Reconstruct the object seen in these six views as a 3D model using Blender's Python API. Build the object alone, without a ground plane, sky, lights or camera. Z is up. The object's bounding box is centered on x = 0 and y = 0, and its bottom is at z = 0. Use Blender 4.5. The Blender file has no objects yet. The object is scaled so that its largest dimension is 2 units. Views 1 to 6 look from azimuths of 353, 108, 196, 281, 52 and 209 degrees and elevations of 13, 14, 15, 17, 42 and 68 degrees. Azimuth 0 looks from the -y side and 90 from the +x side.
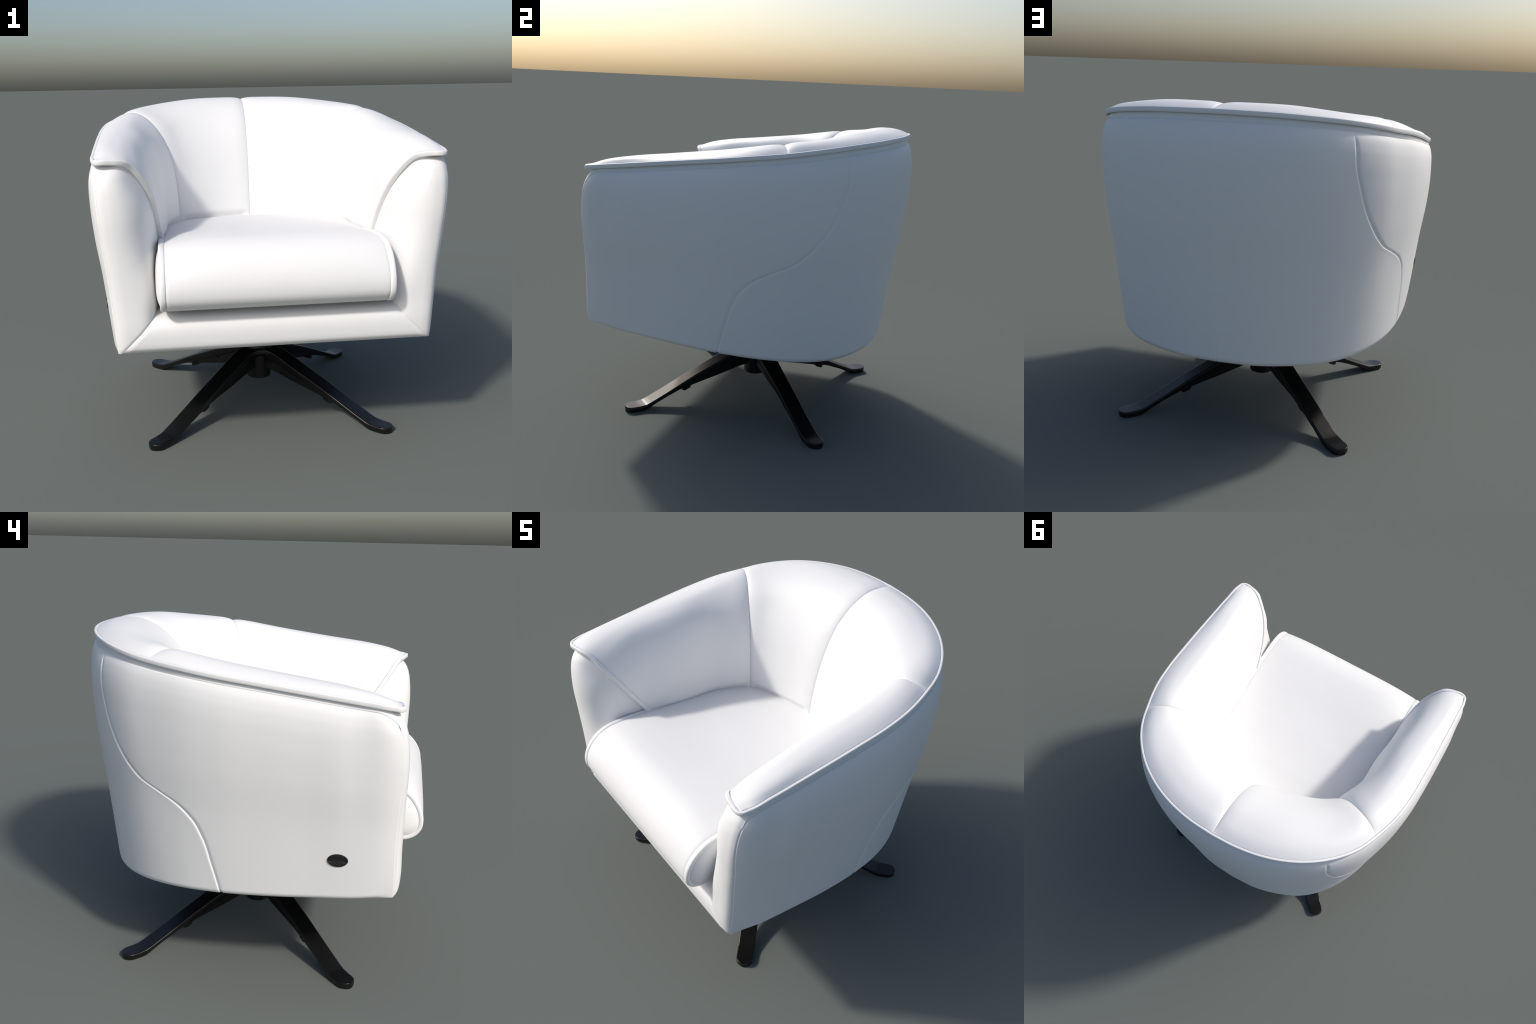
# White leather swivel tub armchair on a black four-star base.
import bpy, bmesh, math
import numpy as np
from mathutils import Vector

# ------------------------------------------------------------------ helpers
def V(*a):
    return np.array(a, float)

def spline(points, n, uniform=True):
    """smooth curve through control points (chord-length Catmull-Rom / Hermite), n samples"""
    P = np.array(points, float)
    d = np.r_[0, np.cumsum(np.maximum(np.linalg.norm(np.diff(P, axis=0), axis=1), 1e-9))]
    m = np.empty_like(P)
    h = np.diff(d)
    s = np.diff(P, axis=0) / h[:, None]
    m[0], m[-1] = s[0], s[-1]
    for i in range(1, len(P) - 1):
        m[i] = (s[i - 1] * h[i] + s[i] * h[i - 1]) / (h[i - 1] + h[i])
    def ev(t):
        i = np.clip(np.searchsorted(d, t, side="right") - 1, 0, len(h) - 1)
        u = ((t - d[i]) / h[i])[:, None]
        H = h[i][:, None]
        return ((2 * u**3 - 3 * u**2 + 1) * P[i] + (u**3 - 2 * u**2 + u) * H * m[i]
                + (-2 * u**3 + 3 * u**2) * P[i + 1] + (u**3 - u**2) * H * m[i + 1])
    if not uniform:
        return ev(np.linspace(0, d[-1], n))
    t = np.linspace(0, d[-1], 1500)
    q = ev(t)
    a = np.r_[0, np.cumsum(np.linalg.norm(np.diff(q, axis=0), axis=1))]
    return ev(np.interp(np.linspace(0, a[-1], n), a, t))

def func(points):
    """smooth scalar/vector function of the first column"""
    P = np.array(points, float)
    x, y = P[:, 0], P[:, 1:]
    s = np.diff(y, axis=0) / np.diff(x)[:, None]
    h = np.diff(x)
    m = np.empty_like(y)
    m[0], m[-1] = s[0], s[-1]
    for i in range(1, len(x) - 1):
        m[i] = (s[i - 1] * h[i] + s[i] * h[i - 1]) / (h[i - 1] + h[i])
    def f(q):
        q = np.clip(np.asarray(q, float), x[0], x[-1])
        i = np.clip(np.searchsorted(x, q, side="right") - 1, 0, len(h) - 1)
        u = ((q - x[i]) / h[i])[..., None]
        H = h[i][..., None]
        r = ((2 * u**3 - 3 * u**2 + 1) * y[i] + (u**3 - 2 * u**2 + u) * H * m[i]
             + (-2 * u**3 + 3 * u**2) * y[i + 1] + (u**3 - u**2) * H * m[i + 1])
        return r[..., 0] if r.shape[-1] == 1 else r
    return f

def smooth(x):
    x = np.clip(x, 0, 1)
    return x * x * (3 - 2 * x)

def unit(v):
    return v / np.maximum(np.linalg.norm(v, axis=-1, keepdims=True), 1e-12)

def grid_normals(G):
    du = np.gradient(G, axis=0)
    dv = np.gradient(G, axis=1)
    return unit(np.cross(du, dv))

def roll(d, w):
    """quarter-circle rollover: 0 at the seam, 1 from distance w on"""
    k = np.clip(d / w, 0, 1)
    return np.sqrt(np.maximum(0, 1 - (1 - k) ** 2))

def dense(n, *bands):
    """0..1 parameter, denser around given (centre, width, weight) bands"""
    x = np.linspace(0, 1, 4001)
    w = np.ones_like(x)
    for c, s, k in bands:
        w += k * np.exp(-((x - c) / s) ** 2)
    a = np.r_[0, np.cumsum((w[1:] + w[:-1]) / 2)]
    return np.interp(np.linspace(0, a[-1], n), a, x)

# ------------------------------------------------------------------ materials
def principled(name, colour, rough, spec=0.5, metallic=0.0):
    m = bpy.data.materials.new(name)
    m.use_nodes = True
    b = m.node_tree.nodes["Principled BSDF"]
    b.inputs["Base Color"].default_value = (*colour, 1)
    b.inputs["Roughness"].default_value = rough
    b.inputs["Specular IOR Level"].default_value = spec
    b.inputs["Metallic"].default_value = metallic
    return m, m.node_tree.nodes, m.node_tree.links, b

def leather():
    m, N, L, b = principled("white_leather", LEATHER_COLOUR, LEATHER_ROUGH, LEATHER_SPEC)
    co = N.new("ShaderNodeTexCoord")
    n = N.new("ShaderNodeTexNoise")
    n.inputs["Scale"].default_value = 9
    n.inputs["Detail"].default_value = 3
    r = N.new("ShaderNodeValToRGB")
    c = LEATHER_COLOUR
    r.color_ramp.elements[0].color = (c[0] * .995, c[1] * .995, c[2] * .995, 1)
    r.color_ramp.elements[1].color = (c[0] * 1.005, c[1] * 1.005, c[2] * 1.005, 1)
    L.new(co.outputs["Object"], n.inputs["Vector"])
    L.new(n.outputs["Fac"], r.inputs["Fac"])
    L.new(r.outputs["Color"], b.inputs["Base Color"])
    return m

def black_metal():
    m, N, L, b = principled("black_lacquered_metal", METAL_COLOUR, METAL_ROUGH, METAL_SPEC)
    co = N.new("ShaderNodeTexCoord")
    n = N.new("ShaderNodeTexNoise")
    n.inputs["Scale"].default_value = 14
    n.inputs["Detail"].default_value = 4
    mr = N.new("ShaderNodeMapRange")
    mr.inputs["To Min"].default_value = METAL_ROUGH - .04
    mr.inputs["To Max"].default_value = METAL_ROUGH + .05
    L.new(co.outputs["Object"], n.inputs["Vector"])
    L.new(n.outputs["Fac"], mr.inputs["Value"])
    L.new(mr.outputs["Result"], b.inputs["Roughness"])
    return m

LEATHER_COLOUR, LEATHER_ROUGH, LEATHER_SPEC = (0.80, 0.80, 0.80), 0.5, 0.5
METAL_COLOUR, METAL_ROUGH, METAL_SPEC = (0.006, 0.006, 0.006), 0.29, 0.4
WHITE = leather()
BLACK = black_metal()
PLASTIC = principled("black_plastic", (0.012, 0.012, 0.012), 0.45)[0]
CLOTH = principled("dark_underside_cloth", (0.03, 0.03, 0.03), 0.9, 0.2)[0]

# ------------------------------------------------------------------ objects
chair = bpy.data.objects.new("swivel_armchair", None)
bpy.context.scene.collection.objects.link(chair)
chair.empty_display_size = 0.2
chair["label"] = "white leather swivel tub armchair on a black four-star base"
chair["category"] = "armchair"

def add(name, verts, faces, mat, parent=None, smooth_angle=None):
    me = bpy.data.meshes.new(name)
    me.from_pydata([tuple(map(float, v)) for v in verts], [], faces)
    me.validate()
    bm = bmesh.new()
    bm.from_mesh(me)
    bmesh.ops.remove_doubles(bm, verts=bm.verts, dist=1e-5)
    bm.normal_update()
    if smooth_angle is not None:
        for e in bm.edges:
            if len(e.link_faces) == 2 and e.calc_face_angle(0) > math.radians(smooth_angle):
                e.smooth = False
    for f in bm.faces:
        f.smooth = True
    bm.to_mesh(me)
    bm.free()
    me.materials.append(mat)
    ob = bpy.data.objects.new(name, me)
    bpy.context.scene.collection.objects.link(ob)
    ob.parent = parent or chair
    return ob

def grid_faces(a, b, closed_b=False, flip=False, off=0):
    F = []
    for i in range(a - 1):
        for j in range(b if closed_b else b - 1):
            k = (j + 1) % b
            q = (off + i * b + j, off + (i + 1) * b + j, off + (i + 1) * b + k, off + i * b + k)
            F.append(q[::-1] if flip else q)
    return F

def add_grid(name, G, mat=None, parent=None, flip=False):
    a, b = G.shape[:2]
    return add(name, G.reshape(-1, 3), grid_faces(a, b, flip=flip), mat or WHITE, parent)

def mirrored(G):
    return G * V(-1, 1, 1)

# ------------------------------------------------------------------ key curves (right half, x > 0)
# outer edge of the padded lid, from the arm front corner to the middle of the back
RIM = [(.921, -.841, 1.674), (.9345, -.798, 1.679), (.941, -.67, 1.695), (.946, -.43, 1.725), (.948, -.147, 1.760),
       (.944, .07, 1.786), (.925, .24, 1.808), (.878, .412, 1.829), (.817, .565, 1.853), (.75, .664, 1.870),
       (.645, .77, 1.888), (.5, .865, 1.903), (.34, .929, 1.914), (.17, .963, 1.919), (0, .973, 1.921)]
# edge of the lid across the arm front and down the inside of the arm into the seat
FRONT_EDGE = [(.899, -.856, 1.673), (.868, -.859, 1.673), (.837, -.853, 1.671), (.80, -.845, 1.667), (.772, -.833, 1.660),
              (.740, -.807, 1.636), (.698, -.774, 1.583), (.655, -.72, 1.497), (.630, -.658, 1.40), (.612, -.567, 1.258),
              (.604, -.505, 1.16), (.60, -.44, 1.05)]
# bottom edge of the tub, front corner to the middle of the back
BOTTOM = [(.848, -.872, .665), (.872, -.739, .646), (.892, -.439, .623), (.897, -.189, .605), (.884, .05, .589),
          (.852, .25, .577), (.814, .37, .568), (.754, .494, .557), (.665, .621, .548), (.539, .732, .542), (.399, .799, .538), (.222, .850, .534), (0, .868, .533)]
# front seam of the side panel, top to bottom
FSEAM = [(.913, -.788, 1.662), (.920, -.822, 1.61), (.922, -.848, 1.56), (.918, -.867, 1.49), (.912, -.876, 1.40), (.898, -.872, 1.23),
         (.880, -.867, 1.06), (.866, -.868, .87), (.851, -.873, .69), (.848, -.872, .665)]
# S-shaped seam on the side (z -> y)
SSEAM = func([(.53, .03), (.61, .048), (.77, .092), (.92, .14), (1.02, .20), (1.10, .298), (1.15, .40), (1.19, .487), (1.24, .55),
              (1.33, .625), (1.44, .687), (1.55, .725), (1.65, .748), (1.76, .748), (1.90, .72)])

# ------------------------------------------------------------------ outer shell of the tub
BULGE = func([(0, -.008), (.018, .002), (.045, .021), (.085, .037), (.135, .047), (.22, .053), (.38, .050), (.6, .029), (.86, .010), (1, 0)])
AMP = func([(0, .0), (.05, .62), (.11, .98), (.2, 1.05), (.34, 1.02), (.5, .90), (.68, 1.02), (.85, 1.06), (1, 1.14)])
NU0 = 500
_top = spline(RIM, NU0)
_tan = unit(np.gradient(_top, axis=0))
_out = unit(np.stack([_tan[:, 1], -_tan[:, 0], 0 * _tan[:, 0]], 1))       # outward in plan
_top = _top - _out * .014 + V(0, 0, -.016)
_bot = spline(BOTTOM, NU0)
_fs = spline(FSEAM, 400)
ARC = np.r_[0, np.cumsum(np.linalg.norm(np.diff(_top, axis=0), axis=1))]
ULEN = ARC[-1]

def shell(u, w):
    """point of the tub's outer surface; u 0 front .. 1 back middle, w 0 lid .. 1 bottom edge (arrays alike)"""
    x = np.clip(u, 0, 1) * (NU0 - 1)
    it = lambda A: np.stack([np.interp(x, np.arange(NU0), A[:, k]) for k in range(3)], -1)
    T, B, O = it(_top), it(_bot), it(_out)
    ww = np.clip(w, 0, 1)
    P = T + (B - T) * ww[..., None]
    P = P + O * (BULGE(ww) * AMP(u))[..., None]
    F = np.stack([np.interp(ww, np.linspace(0, 1, 400), _fs[:, k]) for k in range(3)], -1)
    base = _top[0] + (_bot[0] - _top[0]) * ww[..., None]
    P = P + (F - base) * (1 - smooth(u / .10))[..., None]
    # rounded bottom edge
    r = .026
    k = np.clip((w - 1 + .028) / .028, 0, 1)
    P = P - O * (r * (1 - np.sqrt(np.maximum(0, 1 - k * k))))[..., None] * smooth(u / .06)[..., None]
    return P

def seam_u(w):
    """u of the S seam for each w"""
    lo, hi = np.zeros_like(w), np.ones_like(w)
    lo[:] = .3
    for _ in range(40):
        mid = (lo + hi) / 2
        P = shell(mid, w)
        less = P[:, 1] < SSEAM(P[:, 2])
        lo = np.where(less, mid, lo)
        hi = np.where(less, hi, mid)
    return (lo + hi) / 2

HEIGHT = 1.08
def panel_dip(du, dv):
    """groove of the stitched border: along the front edge, rounded upper front corner, then under the lid"""
    R, tt = .085, .025
    qx, qy = R - du, (R + tt) - dv
    sd = R - np.sqrt(np.maximum(qx, 0) ** 2 + np.maximum(qy, 0) ** 2) + np.minimum(np.maximum(-qx, -qy) * -1, 0) * 0
    inside = np.where((qx > 0) & (qy > 0), sd, np.where(qx > 0, du, np.where(qy > 0, dv - tt, np.minimum(du, dv - tt))))
    g = -.0045 * np.exp(-(inside / .0034) ** 2)
    return g, inside

W = dense(340, (.024, .014, 12), (.06, .05, 2), (1, .02, 6))
US = seam_u(W)
def side_panel():
    c = dense(260, (0, .05, 5), (.08, .05, 2), (1, .03, 6))
    uu = c[:, None] * US[None, :]
    ww = np.broadcast_to(W[None, :], uu.shape)
    G = shell(uu, ww)
    Nn = grid_normals(G)
    if Nn[len(c) // 2, 150, 0] < 0:
        Nn = -Nn
    du, dv = uu * ULEN, ww * HEIGHT
    g, _ = panel_dip(du, dv)
    ds = (US[None, :] - uu) * ULEN * np.interp(W, [0, .3, .45, .6, .75, 1], [1, .85, .62, .6, .8, 1])[None, :]
    fade = smooth((dv - .03) / .05)
    g = g - fade * (.0055 * np.exp(-(ds / .013) ** 2))
    b = np.exp(-(du / .007) ** 2)[..., None]
    return G + unit(Nn * (1 - b) + V(.7, -.7, 0) * b) * g[..., None]

def back_panel():
    c = dense(220, (0, .04, 6), (1, .03, 5))
    uu = US[None, :] + c[:, None] * (1 - US[None, :])
    ww = np.broadcast_to(W[None, :], uu.shape)
    G = shell(uu, ww)
    Nn = grid_normals(G)
    if Nn[len(c) // 2, 150, 1] < 0:
        Nn = -Nn
    dv = ww * HEIGHT
    ds = (uu - US[None, :]) * ULEN * np.interp(W, [0, .3, .45, .6, .75, 1], [1, .85, .62, .6, .8, 1])[None, :]
    dc = (1 - uu) * ULEN
    fade = smooth((dv - .03) / .05)
    lip = -.0055 + .0058 * roll(ds, .010) - .0005 * smooth((ds - .012) / .03)
    g = fade * lip - fade * .0016 * np.exp(-(dc / .005) ** 2)
    g = g - .0045 * np.exp(-((dv - .025) / .0034) ** 2)
    return G + Nn * g[..., None]

SP, BP = side_panel(), back_panel()
SP[-1] = BP[0] = (SP[-1] + BP[0]) / 2        # panels meet in one seam line
BP[-1, :, 0] = 0
for nm, G, fl in (("side_panel", SP, False), ("side_panel", mirrored(SP), True), ("back_panel", BP, False), ("back_panel", mirrored(BP), True)):
    add_grid(nm, G, flip=fl)

# ------------------------------------------------------------------ arm fronts (wrap from the side seam round to the inside of the arm)
YF = func([(.60, -.889), (.70, -.898), (.78, -.902), (.9, -.898), (1.2, -.897), (1.4, -.897), (1.47, -.891), (1.557, -.875), (1.60, -.858), (1.64, -.828), (1.67, -.80)])
XI = func([(.60, .628), (.80, .626), (.95, .625), (1.12, .623), (1.20, .614), (1.28, .611), (1.40, .621), (1.50, .641), (1.58, .672), (1.63, .70), (1.66, .715)])
_fe = spline(FRONT_EDGE, 300)
_k = np.argsort(_fe[:, 2])
def pipe_y(z):
    return np.interp(z, _fe[_k, 2], _fe[_k, 1])

def fseam_at(z):
    return V(np.interp(-z, -_fs[:, 2], _fs[:, 0]), np.interp(-z, -_fs[:, 2], _fs[:, 1]), z)

NJ = 90
# line on which the arm front dives under the lid's rolled edge; below the seat it runs straight down
_hook = _fe + np.where(_fe[:, :1] > .76, V(0, .014, -.011), V(.010, .016, -.003))
_hk = np.argsort(_hook[:, 2])
KAPPA = func([(.66, .95), (.85, .94), (1.0, .87), (1.15, .73), (1.3, .62), (1.5, .60), (1.66, .55)])
def arm_section(z):
    f = fseam_at(z)
    yf = float(YF(z))
    hx = float(np.interp(z, _hook[_hk, 2], _hook[_hk, 0]))
    hy = float(np.interp(z, _hook[_hk, 2], _hook[_hk, 1]))
    low = float(1 - smooth((z - .90) / .34))
    H = V(hx * (1 - low) + float(XI(z)) * low, hy * (1 - low) - .56 * low, z)
    steep = float(smooth((1.66 - z) / .28))
    T = unit(V(-.75 * (1 - steep) - .06 * steep, .45 * (1 - steep) + steep, 0))
    A = V(f[0] - .07, yf, z)
    k = float(KAPPA(z))
    c1 = A + V(-k * (A[0] - H[0]), 0, 0)
    c2 = H - T * k * max(.02, (H[1] - A[1]))
    t = np.linspace(0, 1, 26)[1:, None]
    curve = (1 - t) ** 3 * A + 3 * (1 - t) ** 2 * t * c1 + 3 * (1 - t) * t * t * c2 + t ** 3 * H
    lead = [f, f + V(-.022, (yf - f[1]) * .64, 0), A + V(.012, .0008, 0)]
    tail = [H + T * .03 + V(.018 * (1 - low), 0, 0), H + T * .07 + V(.04 * (1 - low), 0, 0)]
    return spline(np.vstack([lead, A[None], curve, tail]), NJ)

MITRE = [(.848, .665), (.815, .69), (.786, .716), (.727, .768), (.684, .811), (.655, .844), (.638, .861), (.60, .867)]
def arm_front():
    _m = np.array(MITRE)[::-1]
    low = arm_section(.76)
    zm = np.interp(low[:, 0], _m[:, 0], _m[:, 1])
    zm[np.argmin(low[:, 0]):] = zm.max()
    rows = dense(150, (0, .08, 4))
    zt = 1.658
    # every column goes from the lid down to the mitre seam
    zs = [zt + (zm - zt) * r for r in rows]
    G = np.empty((len(rows), NJ, 3))
    zgrid = np.linspace(.66, 1.66, 260)
    SEC = np.array([arm_section(z) for z in zgrid])
    for i, zr in enumerate(zs):
        for j in range(NJ):
            for k in range(3):
                G[i, j, k] = np.interp(zr[j], zgrid, SEC[:, j, k]) if k < 2 else zr[j]
    # stitched border on the outer side, soft crease at the mitre
    Nn = grid_normals(G)
    if Nn[70, 30, 1] > 0:
        Nn = -Nn
    dist = np.linalg.norm(G - G[:, :1], axis=-1)
    dv = (1.658 - G[:, :1, 2]) * 1.0 + 0 * dist
    g0, _ = panel_dip(np.zeros_like(dist), dv)
    g = g0 * np.exp(-(dist / .0036) ** 2)
    dm = G[..., 2] - zm[None, :]
    b = np.exp(-(dist / .007) ** 2)[..., None]
    G = G + unit(Nn * (1 - b) + V(.7, -.7, 0) * b) * g[..., None]
    return G - Nn * (.006 * np.exp(-(dm / .008) ** 2) * smooth(dist / .01))[..., None]

AF = arm_front()
add_grid("arm_front", AF, flip=False)
add_grid("arm_front", mirrored(AF), flip=True)

# front rail between the two mitres
edge = AF[-1]
edge = edge[edge[:, 2] <= edge[:, 2].max() - 1e-6]
edge = np.vstack([edge, [.60, -.75, .870], [.58, -.60, .871]])
xs = np.linspace(1, -1, 81)
R = edge[:, None, :] * np.stack([xs, 0 * xs + 1, 0 * xs + 1], -1)[None]
dm = (1 - np.abs(xs))[None, :] * edge[:, :1]
R[..., 1] -= .007 * roll(dm, .012) * smooth(np.minimum(1, (edge[:, 2] - .667) / .03))[:, None]
add_grid("front_rail", R, flip=True)

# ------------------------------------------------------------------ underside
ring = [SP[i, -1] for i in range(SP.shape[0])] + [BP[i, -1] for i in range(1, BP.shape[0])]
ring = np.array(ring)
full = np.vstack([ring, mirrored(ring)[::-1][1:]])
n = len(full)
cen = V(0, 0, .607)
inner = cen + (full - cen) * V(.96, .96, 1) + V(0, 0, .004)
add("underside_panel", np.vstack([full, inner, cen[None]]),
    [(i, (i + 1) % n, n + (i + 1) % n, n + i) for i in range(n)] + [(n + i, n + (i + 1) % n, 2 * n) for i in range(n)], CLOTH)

# ------------------------------------------------------------------ padded inside of the tub
# each station: a line over the rim and down to the seat. (rim point, seat direction, [(inward distance, height)])
def station(rim, toward, prof):
    rim, toward = V(*rim), V(*toward)
    d = unit((toward - rim) * V(1, 1, 0))
    return resample([rim + d * a + V(0, 0, h) for a, h in prof])

NT = 170
TP = dense(NT, (0, .012, 22), (0, .08, 2))
def resample(points):
    q = spline(points, 2000)
    return np.stack([np.interp(TP * 1999, np.arange(2000), q[:, k]) for k in range(3)], -1)
ST_FRONT = resample([(.908, -.837, 1.683), (.868, -.840, 1.684), (.834, -.834, 1.683), (.795, -.823, 1.678), (.764, -.809, 1.666),
                   (.729, -.783, 1.639), (.688, -.750, 1.587), (.645, -.697, 1.498), (.619, -.635, 1.40), (.601, -.544, 1.258),
                   (.593, -.482, 1.16), (.589, -.417, 1.05)])
ST_A = station((.930, -.62, 1.704), (.603, -.42, 0), [(0, 0), (.04, .017), (.10, .025), (.16, .026), (.217, .008), (.263, -.036), (.305, -.105), (.343, -.22), (.371, -.36), (.390, -.50), (.402, -.66)])
ST_B = station((.928, -.32, 1.741), (.577, -.24, 0), [(0, 0), (.045, .012), (.10, .022), (.15, .022), (.205, .004), (.245, -.036), (.281, -.105), (.316, -.22), (.340, -.36), (.353, -.52), (.363, -.70)])
ST_C = station((.928, .05, 1.786), (.535, .0, 0), [(0, 0), (.05, .012), (.11, .021), (.165, .019), (.215, -.010), (.255, -.055), (.296, -.15), (.327, -.28), (.348, -.43), (.359, -.58), (.365, -.76)])
ST_SIDE = resample([(.867, .427, 1.836), (.818, .399, 1.856), (.75, .366, 1.865), (.684, .334, 1.838), (.621, .298, 1.782), (.559, .263, 1.675),
                  (.516, .242, 1.544), (.492, .230, 1.378), (.482, .226, 1.165), (.477, .224, 1.02)])
ST_D = station((.716, .665, 1.872), (.40, .25, 0), [(0, 0), (.07, .011), (.15, .012), (.24, -.008), (.325, -.066), (.389, -.155), (.443, -.27), (.478, -.41), (.500, -.55), (.506, -.70), (.512, -.87)])
ST_E = station((.418, .885, 1.908), (.21, .30, 0), [(0, 0), (.085, .011), (.18, .015), (.283, -.010), (.385, -.082), (.463, -.185), (.523, -.31), (.560, -.44), (.587, -.58), (.602, -.73), (.605, -.9)])
ST_MID = resample([(0, .961, 1.927), (0, .869, 1.935), (0, .76, 1.930), (0, .655, 1.886), (0, .532, 1.77), (0, .462, 1.635),
                 (0, .420, 1.51), (0, .390, 1.376), (0, .362, 1.168), (0, .350, 1.01)])
PUFF = .018
def loft(stations, ns, puff_ends):
    S = np.array(stations)
    pos = np.r_[0, np.cumsum(np.linalg.norm(np.diff(S[:, NT // 2], axis=0), axis=1))]
    s = dense(ns, (0, .012, 10), (0, .06, 3), (1, .012, 6), (1, .06, 3)) * pos[-1]
    G = np.empty((ns, NT, 3))
    for t in range(NT):
        G[:, t] = func(np.c_[pos, S[:, t]])(s)
    return G

def inner_rim(ns):
    pass

def pad(stations, ns, seam_a, seam_b, facing):
    G = loft(stations, ns, None)
    # follow the real rim line at the upper border
    t = TP
    rim = spline(RIM, 1200)
    tn = unit(np.gradient(rim, axis=0))
    inn = unit(np.stack([-tn[:, 1], tn[:, 0], 0 * tn[:, 0]], 1))
    rim = rim + inn * .0160 + V(0, 0, .0095)
    away = np.r_[0, np.cumsum(np.linalg.norm(np.diff(G[:, 0], axis=0), axis=1))]
    for i in range(ns):
        k = np.argmin(np.linalg.norm((rim - G[i, 0])[:, :2], axis=1))
        off = rim[k] - G[i, 0]
        off = off - tn[k] * np.dot(off, tn[k])
        e = smooth(away[i] / .07) if seam_a > .12 else 1
        G[i] += off * (e * (1 - smooth(t / .35)))[:, None]
    Nn = grid_normals(G)
    if np.dot(Nn[ns // 2, NT * 2 // 3], facing) < 0:
        Nn = -Nn
    step = np.linalg.norm(np.diff(G, axis=0), axis=-1)
    da = np.vstack([np.zeros((1, NT)), np.cumsum(step, axis=0)])
    db = da[-1:] - da
    dt = np.r_[0, np.cumsum(np.linalg.norm(np.diff(G[ns // 2], axis=0), axis=1))][None, :]
    amp = PUFF * (1 - (1 - np.clip(dt / .11, 0, 1)) ** 2)
    ra = roll(da, seam_a) if seam_a < .1 else 1 - (1 - np.clip(da / seam_a, 0, 1)) ** 2
    rb = roll(db, seam_b) if seam_b else 1
    edge_dip = .006 * (roll(da, .0035) - 1) if seam_a > .1 else 0
    edge_dip = edge_dip + .006 * (roll(dt, .0035) - 1)
    # the padding tucks away behind the seat cushion
    tuck = -.022 * smooth((1.222 - G[..., 2]) / .06) * smooth(db / .06) * (smooth(da / .06) if seam_a < .1 else 1)
    return G + Nn * (amp * ra * rb + edge_dip + tuck)[..., None]

ARM = pad([ST_FRONT, ST_A, ST_B, ST_C, ST_SIDE], 190, .16, .10, V(-1, 0, .3))
BACK = pad([ST_SIDE, ST_D, ST_E, ST_MID], 150, .09, .09, V(0, -1, .3))
ARM[-1] = BACK[0] = (ARM[-1] + BACK[0]) / 2       # neighbouring pads share their seam
BACK[..., 0] -= BACK[-1:, :, 0] * np.exp(-np.arange(BACK.shape[0])[::-1] / 12.0)[:, None]
for nm, G, fl in (("arm_pad", ARM, True), ("arm_pad", mirrored(ARM), False), ("back_pad", BACK, True), ("back_pad", mirrored(BACK), False)):
    add_grid(nm, G, flip=fl)

# ------------------------------------------------------------------ rolled edge (piping band) round the lid
def band(path, inward, wid, hgt, shift):
    """sweep a rounded flat section along path; inward = direction the band covers"""
    tn = unit(np.gradient(path, axis=0))
    w = unit(inward - tn * np.sum(inward * tn, 1, keepdims=True))
    nn = np.cross(tn, w)
    # section in (inset, height): full rounded outer edge, flat top, tight inner stitch edge
    rad, hh = .011, .5
    outer = [(a_, b_) for a_, b_ in ((1 - math.copysign(abs(math.cos(q)) ** .6, math.cos(q)), math.copysign(abs(math.sin(q)) ** .6, math.sin(q)) * hh)
             for q in np.linspace(-math.pi / 2, math.pi / 2, 17))]
    n_ = len(path)
    G = np.empty((n_, len(outer) + 7, 3))
    for k, (a_, b_) in enumerate(outer):
        G[:, k] = path + w * (a_ * rad) + nn * (b_ * hgt[:, None] + shift)
    inner = [(.0035, .5, 0), (.0018, .5, .0004), (.0006, .5, .0014), (0, .5, .003), (0, .5, .007), (0, -.5, -.002), (.003, -.5, 0)]
    for k, (da_, b_, dh) in enumerate(inner):
        G[:, len(outer) + k] = path + w * (wid[:, None] - da_) + nn * (b_ * hgt[:, None] - dh + shift)
    return G

half = np.vstack([np.array(FRONT_EDGE)[::-1], np.array(RIM)])
path_r = spline(half, 700)
path = np.vstack([path_r, mirrored(path_r)[::-1][1:]])
tn = unit(np.gradient(path, axis=0))
# in plan the lid lies to the left of the path; going down the inside of the arm it lies behind
left = unit(np.stack([-tn[:, 1], tn[:, 0], 0 * tn[:, 0]], 1))
behind = np.stack([-.06 * np.sign(path[:, 0]), 1 + 0 * path[:, 0], .05 + 0 * path[:, 0]], 1)
f = np.where((np.abs(path[:, 0]) < .83) & (path[:, 1] < -.3), 1.0, 0.0)
ker = np.hanning(61); ker /= ker.sum()
f = np.convolve(np.pad(f, 30, mode="edge"), ker, mode="valid")[:, None]
inward = unit(left * (1 - f) + behind * f)
G = band(path, inward, .0165 + .0095 * f[:, 0], .027 + .005 * f[:, 0], .002 * f)
G[..., 2] -= .004 * (1 - f)
a, b = G.shape[:2]
add("edge_piping", G.reshape(-1, 3), grid_faces(a, b, closed_b=True) + [tuple(range(b)), tuple(range((a - 1) * b, a * b))[::-1]], WHITE)

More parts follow.
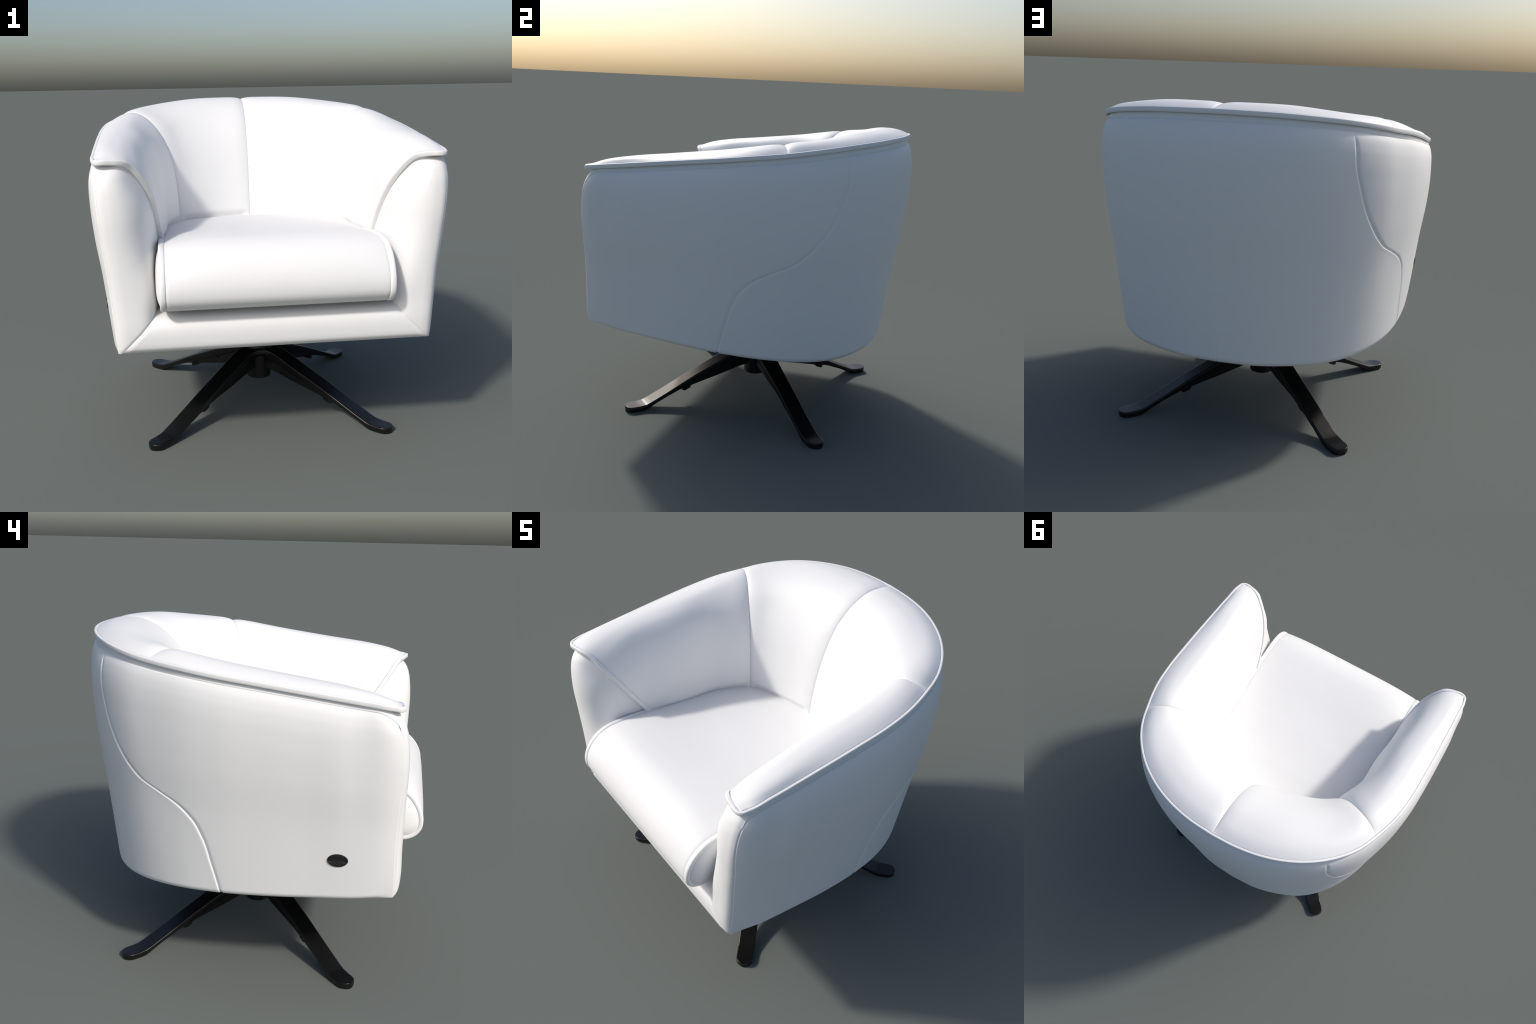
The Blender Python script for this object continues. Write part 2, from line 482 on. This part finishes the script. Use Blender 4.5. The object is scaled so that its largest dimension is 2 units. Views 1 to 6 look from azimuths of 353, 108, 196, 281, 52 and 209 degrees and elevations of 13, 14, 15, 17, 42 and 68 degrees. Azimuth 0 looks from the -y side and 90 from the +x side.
# ------------------------------------------------------------------ seat cushion
CUSH = [(.62, 1.12), (.3, 1.148), (0, 1.176), (-.4, 1.201), (-.62, 1.216), (-.74, 1.218), (-.81, 1.212), (-.86, 1.198), (-.905, 1.172), (-.937, 1.143),
        (-.969, 1.100), (-.990, 1.052), (-.997, 1.010), (-.991, .962), (-.962, .922), (-.925, .902), (-.88, .894), (-.8, .891), (-.5, .890), (.3, .890)]
prof = spline([(0, y, z) for y, z in CUSH], 260)
ptan = unit(np.gradient(prof, axis=0))
pn = np.stack([0 * ptan[:, 0], -ptan[:, 2], ptan[:, 1]], 1)
if pn[40, 2] < 0:
    pn = -pn
XE = .586
s = dense(140, (0, .03, 5), (1, .03, 5))
xs = XE * (2 * s - 1)
d = XE - np.abs(xs)
edge_roll = -.005 + .005 * roll(d, .02)
bulge = 1 - np.abs(xs / XE)[:, None] ** np.interp(prof[:, 1], [-.68, -.25], [4.5, 2.0])[None, :]
# fullest on top, fading out round the front roll and toward the back
high = np.interp(prof[:, 1], [-1.0, -.97, -.90, -.78, -.55, -.2, .1, .35], [.004, .014, .031, .041, .045, .052, .048, .030]) * smooth((prof[:, 2] - .91) / .14)
G = prof[None] + pn[None] * (edge_roll[:, None] + bulge * high[None, :])[..., None]
G[..., 0] = xs[:, None]
cushion = add_grid("seat_cushion", G)

# bound the end panels: closed D outline in the y-z plane
mid = V(0, -.35, 1.045)
def end_ring(inset):
    return prof - pn * inset
for sx in (1, -1):
    p = end_ring(.0)
    path = p + V(XE + .0005, 0, 0)
    tnn = unit(np.gradient(path, axis=0))
    wdir = np.broadcast_to(V(1, 0, 0), path.shape)
    sec_n = pn
    m = 20
    rings = []
    for k in range(m):
        aa = 2 * math.pi * k / m
        c, q = math.cos(aa), math.sin(aa)
        rings.append(path + wdir * (.015 + .0175 * math.copysign(abs(c) ** .65, c)) + sec_n * (-.011 + .0135 * math.copysign(abs(q) ** .8, q)))
    B = np.stack(rings, 1)
    if sx < 0:
        B = mirrored(B)
    a, b = B.shape[:2]
    add("cushion_piping", B.reshape(-1, 3), grid_faces(a, b, closed_b=True, flip=sx > 0), WHITE, cushion)
    # puffed end panel
    loops = []
    for k in np.linspace(0, 1, 40):
        inset = .017
        q = end_ring(inset)
        core = np.stack([0 * q[:, 0], np.clip(q[:, 1], -.80, .4), np.full(len(q), 1.045)], 1)
        L = q + (core - q) * k
        dd = np.linalg.norm(L - q, axis=1)
        L[:, 0] = XE + .019 + .033 * np.sqrt(np.maximum(0, 1 - (1 - np.clip(dd / .13, 0, 1)) ** 2))
        loops.append(L)
    E_ = np.stack(loops, 0)
    if sx < 0:
        E_ = mirrored(E_)
    add_grid("cushion_end_panel", E_, parent=cushion, flip=sx < 0)

# ------------------------------------------------------------------ oval control button on the left side
by, bz = -.568, .80
def shell_x(y, z):
    best = None
    uu = np.linspace(.02, .45, 60)
    ww = np.linspace(.5, .98, 120)
    P = shell(*np.meshgrid(uu, ww, indexing="ij"))
    k = np.argmin((P[..., 1] - y) ** 2 + (P[..., 2] - z) ** 2)
    return P.reshape(-1, 3)[k][0]
BUTTON = (-.579, .869)
by, bz = BUTTON
sl = (shell_x(by, bz + .05) - shell_x(by, bz - .05)) / .1
sy = (shell_x(by + .06, bz) - shell_x(by - .06, bz)) / .12
rings = []
prof_b = [(1.0, -.004), (1.0, .002), (.97, .0045), (.90, .005), (.6, .005), (.3, .005), (.02, .005)]
for k, h in prof_b:
    rr = []
    for a_ in np.linspace(0, 2 * math.pi, 64, endpoint=False):
        y, z = by + .053 * k * math.cos(a_), bz + .0365 * k * math.sin(a_)
        slot = -.004 * smooth((.013 - abs((z - bz))) / .004) * smooth((.96 - k) / .06) if k < .96 else 0
        rr.append((-(shell_x(by, bz) + sl * (z - bz) + sy * (y - by) + h + slot), y, z))
    rings.append(rr)
Bt = np.array(rings)
a, b = Bt.shape[:2]
add("control_button", Bt.reshape(-1, 3), grid_faces(a, b, closed_b=True, flip=True) + [tuple(range((a - 1) * b, a * b))], PLASTIC, smooth_angle=40)

# ------------------------------------------------------------------ swivel base
def lathe(prof, seg=64):
    r = np.array(prof, float)
    a_ = np.linspace(0, 2 * math.pi, seg, endpoint=False)
    G = np.stack([r[:, None, 0] * np.cos(a_), r[:, None, 0] * np.sin(a_), np.broadcast_to(r[:, None, 1], (len(r), seg))], -1)
    F = grid_faces(len(r), seg, closed_b=True)
    F += [tuple(range(seg)), tuple(range((len(r) - 1) * seg, len(r) * seg))[::-1]]
    return G.reshape(-1, 3), F

v, fcs = lathe([(.060, .147), (.074, .148), (.078, .152), (.079, .20), (.079, .335), (.098, .345), (.100, .352), (.100, .375),
                (.097, .380), (.095, .385), (.095, .56), (.16, .575), (.16, .612)])
hub = add("swivel_base", v, [q[::-1] for q in fcs], BLACK, smooth_angle=35)

def box_loft(sections, cap=True):
    """loft closed sections (same vertex count)"""
    S = np.array(sections)
    a, b = S.shape[:2]
    F = grid_faces(a, b, closed_b=True)
    if cap:
        F += [tuple(range(b)), tuple(range((a - 1) * b, a * b))[::-1]]
    return S.reshape(-1, 3), F

ZTOP = func([(.0, .362), (.085, .362), (.13, .352), (.18, .338), (.29, .290), (.54, .183), (.64, .136), (.79, .067), (.825, .052), (.85, .043), (.88, .0385), (.98, .036)])
HALFW = func([(0, .057), (.16, .0575), (.25, .058), (.40, .055), (.6, .054), (.845, .0545), (.92, .054), (.98, .053)])
ZBOT = func([(0, .30), (.10, .300), (.29, .236), (.54, .138), (.66, .092), (.755, .052), (.80, .030), (.835, .012), (.86, .003), (.89, .0), (.98, .0)])
REND = .984
def leg_mesh():
    rs = np.concatenate([np.linspace(.03, .78, 40), np.linspace(.79, .91, 26), REND - .058 + .058 * np.sin(np.linspace(0.08, 1, 16) * math.pi / 2)])
    secs = []
    for r in rs:
        hw = float(HALFW(r))
        k = (r - (REND - .058)) / .058
        if k > 0:
            hw *= math.sqrt(max(0.0004, 1 - k ** 2.4))
        zt, zb = float(ZTOP(r)), float(ZBOT(r))
        e = min(.005, hw * .3)
        b_ = .006 if hw > .02 else .002
        pts = [(-hw + b_, zb), (-hw, zb + .006), (-hw, zt - 2 * e), (-hw, zt - e), (-hw + e * .3, zt - e * .3), (-hw + e, zt), (-hw + 2 * e, zt), (hw - 2 * e, zt), (hw - e, zt),
               (hw - e * .3, zt - e * .3), (hw, zt - e), (hw, zt - 2 * e), (hw, zb + .006), (hw - b_, zb)]
        secs.append([(r, y, z) for y, z in pts])
    return box_loft(secs)

RIBT = func([(.05, .33), (.29, .262), (.54, .16), (.60, .13)])
RIBB = func([(.05, .222), (.10, .216), (.30, .170), (.49, .127), (.545, .113), (.60, .104), (.75, .050)])
def rib_mesh():
    secs = []
    for r in np.linspace(.06, .72, 40):
        hw = float(np.interp(r, [.06, .5, .72], [.030, .030, .030]))
        zt = float(ZTOP(r)) - .02
        zb = min(float(RIBB(r)), zt - .002)
        secs.append([(r, -hw, zt), (r, -hw, zb + .005), (r, -hw + .005, zb), (r, hw - .005, zb), (r, hw, zb + .005), (r, hw, zt)])
    return box_loft(secs)

def knob_mesh():
    secs = []
    for x, z0, z1, w in ((-.026, .004, .03, .026), (-.022, 0, .034, .030), (.016, 0, .034, .030), (.034, .010, .03, .026)):
        secs.append([(.545 + x, -w, .110 + z1 - x * .42), (.545 + x, -w, .110 - .012 + z0 - x * .42), (.545 + x, w, .110 - .012 + z0 - x * .42), (.545 + x, w, .110 + z1 - x * .42)])
    return box_loft(secs)

def bolt_mesh():
    pr = [(.0105, 0), (.0105, .004), (.008, .006), (.0, .0062)]
    V_, F_ = [], []
    seg = 16
    for side in (1, -1):
        for r0, zc, hw in ((.115, .262, .030), (.335, .205, .030)):
            off = len(V_)
            for rad, h in pr:
                for k in range(seg):
                    a_ = 2 * math.pi * k / seg
                    V_.append((r0 + rad * math.cos(a_), side * (hw + h), zc + rad * math.sin(a_)))
            F_ += grid_faces(len(pr), seg, closed_b=True, flip=side < 0, off=off)
    return V_, F_

base_meshes = {}
for nm, mk, sa in (("leg", leg_mesh, 50), ("leg_rib", rib_mesh, 30), ("leg_pad", knob_mesh, 30), ("leg_bolt", bolt_mesh, 30)):
    vv, ff = mk()
    ob = add(nm, vv, ff, BLACK, hub, smooth_angle=sa)
    bm = bmesh.new(); bm.from_mesh(ob.data); bmesh.ops.recalc_face_normals(bm, faces=bm.faces); bm.to_mesh(ob.data); bm.free()
    base_meshes[nm] = ob
LEG_ANGLES = [-136.3, -43.7, 43.7, 136.3]
for i, ang in enumerate(LEG_ANGLES):
    for nm, ob in base_meshes.items():
        o = ob if i == 0 else ob.copy()
        if i:
            bpy.context.scene.collection.objects.link(o)
        o.rotation_euler = (0, 0, math.radians(ang))
# web that joins neighbouring legs under the hub flange
web = []
RHO, HW = .10, .057
CC = (HW + RHO) * math.sqrt(2)
for drop, kk in ((0.006, .97), (0.0015, .99), (.0045, 1.0), (.028, 1.0), (.031, .98)):
    ringw = []
    for a_ in np.linspace(0, 2 * math.pi, 240, endpoint=False):
        dl = min(abs((math.degrees(a_) - g + 180) % 360 - 180) for g in LEG_ANGLES)
        ph = math.radians(max(0, 45 - dl))
        lim = math.asin(RHO / CC) * .955
        ph = min(ph, lim)
        rr = (CC * math.cos(ph) - math.sqrt(max(0, RHO ** 2 - (CC * math.sin(ph)) ** 2))) * kk
        ringw.append((rr * math.cos(a_), rr * math.sin(a_), float(ZTOP(rr * math.cos(math.radians(dl)))) - drop))
    web.append(ringw)
vv, ff = box_loft(web)
wb = add("leg_web", vv, ff, BLACK, hub, smooth_angle=40)
bm = bmesh.new(); bm.from_mesh(wb.data); bmesh.ops.recalc_face_normals(bm, faces=bm.faces); bm.to_mesh(wb.data); bm.free()
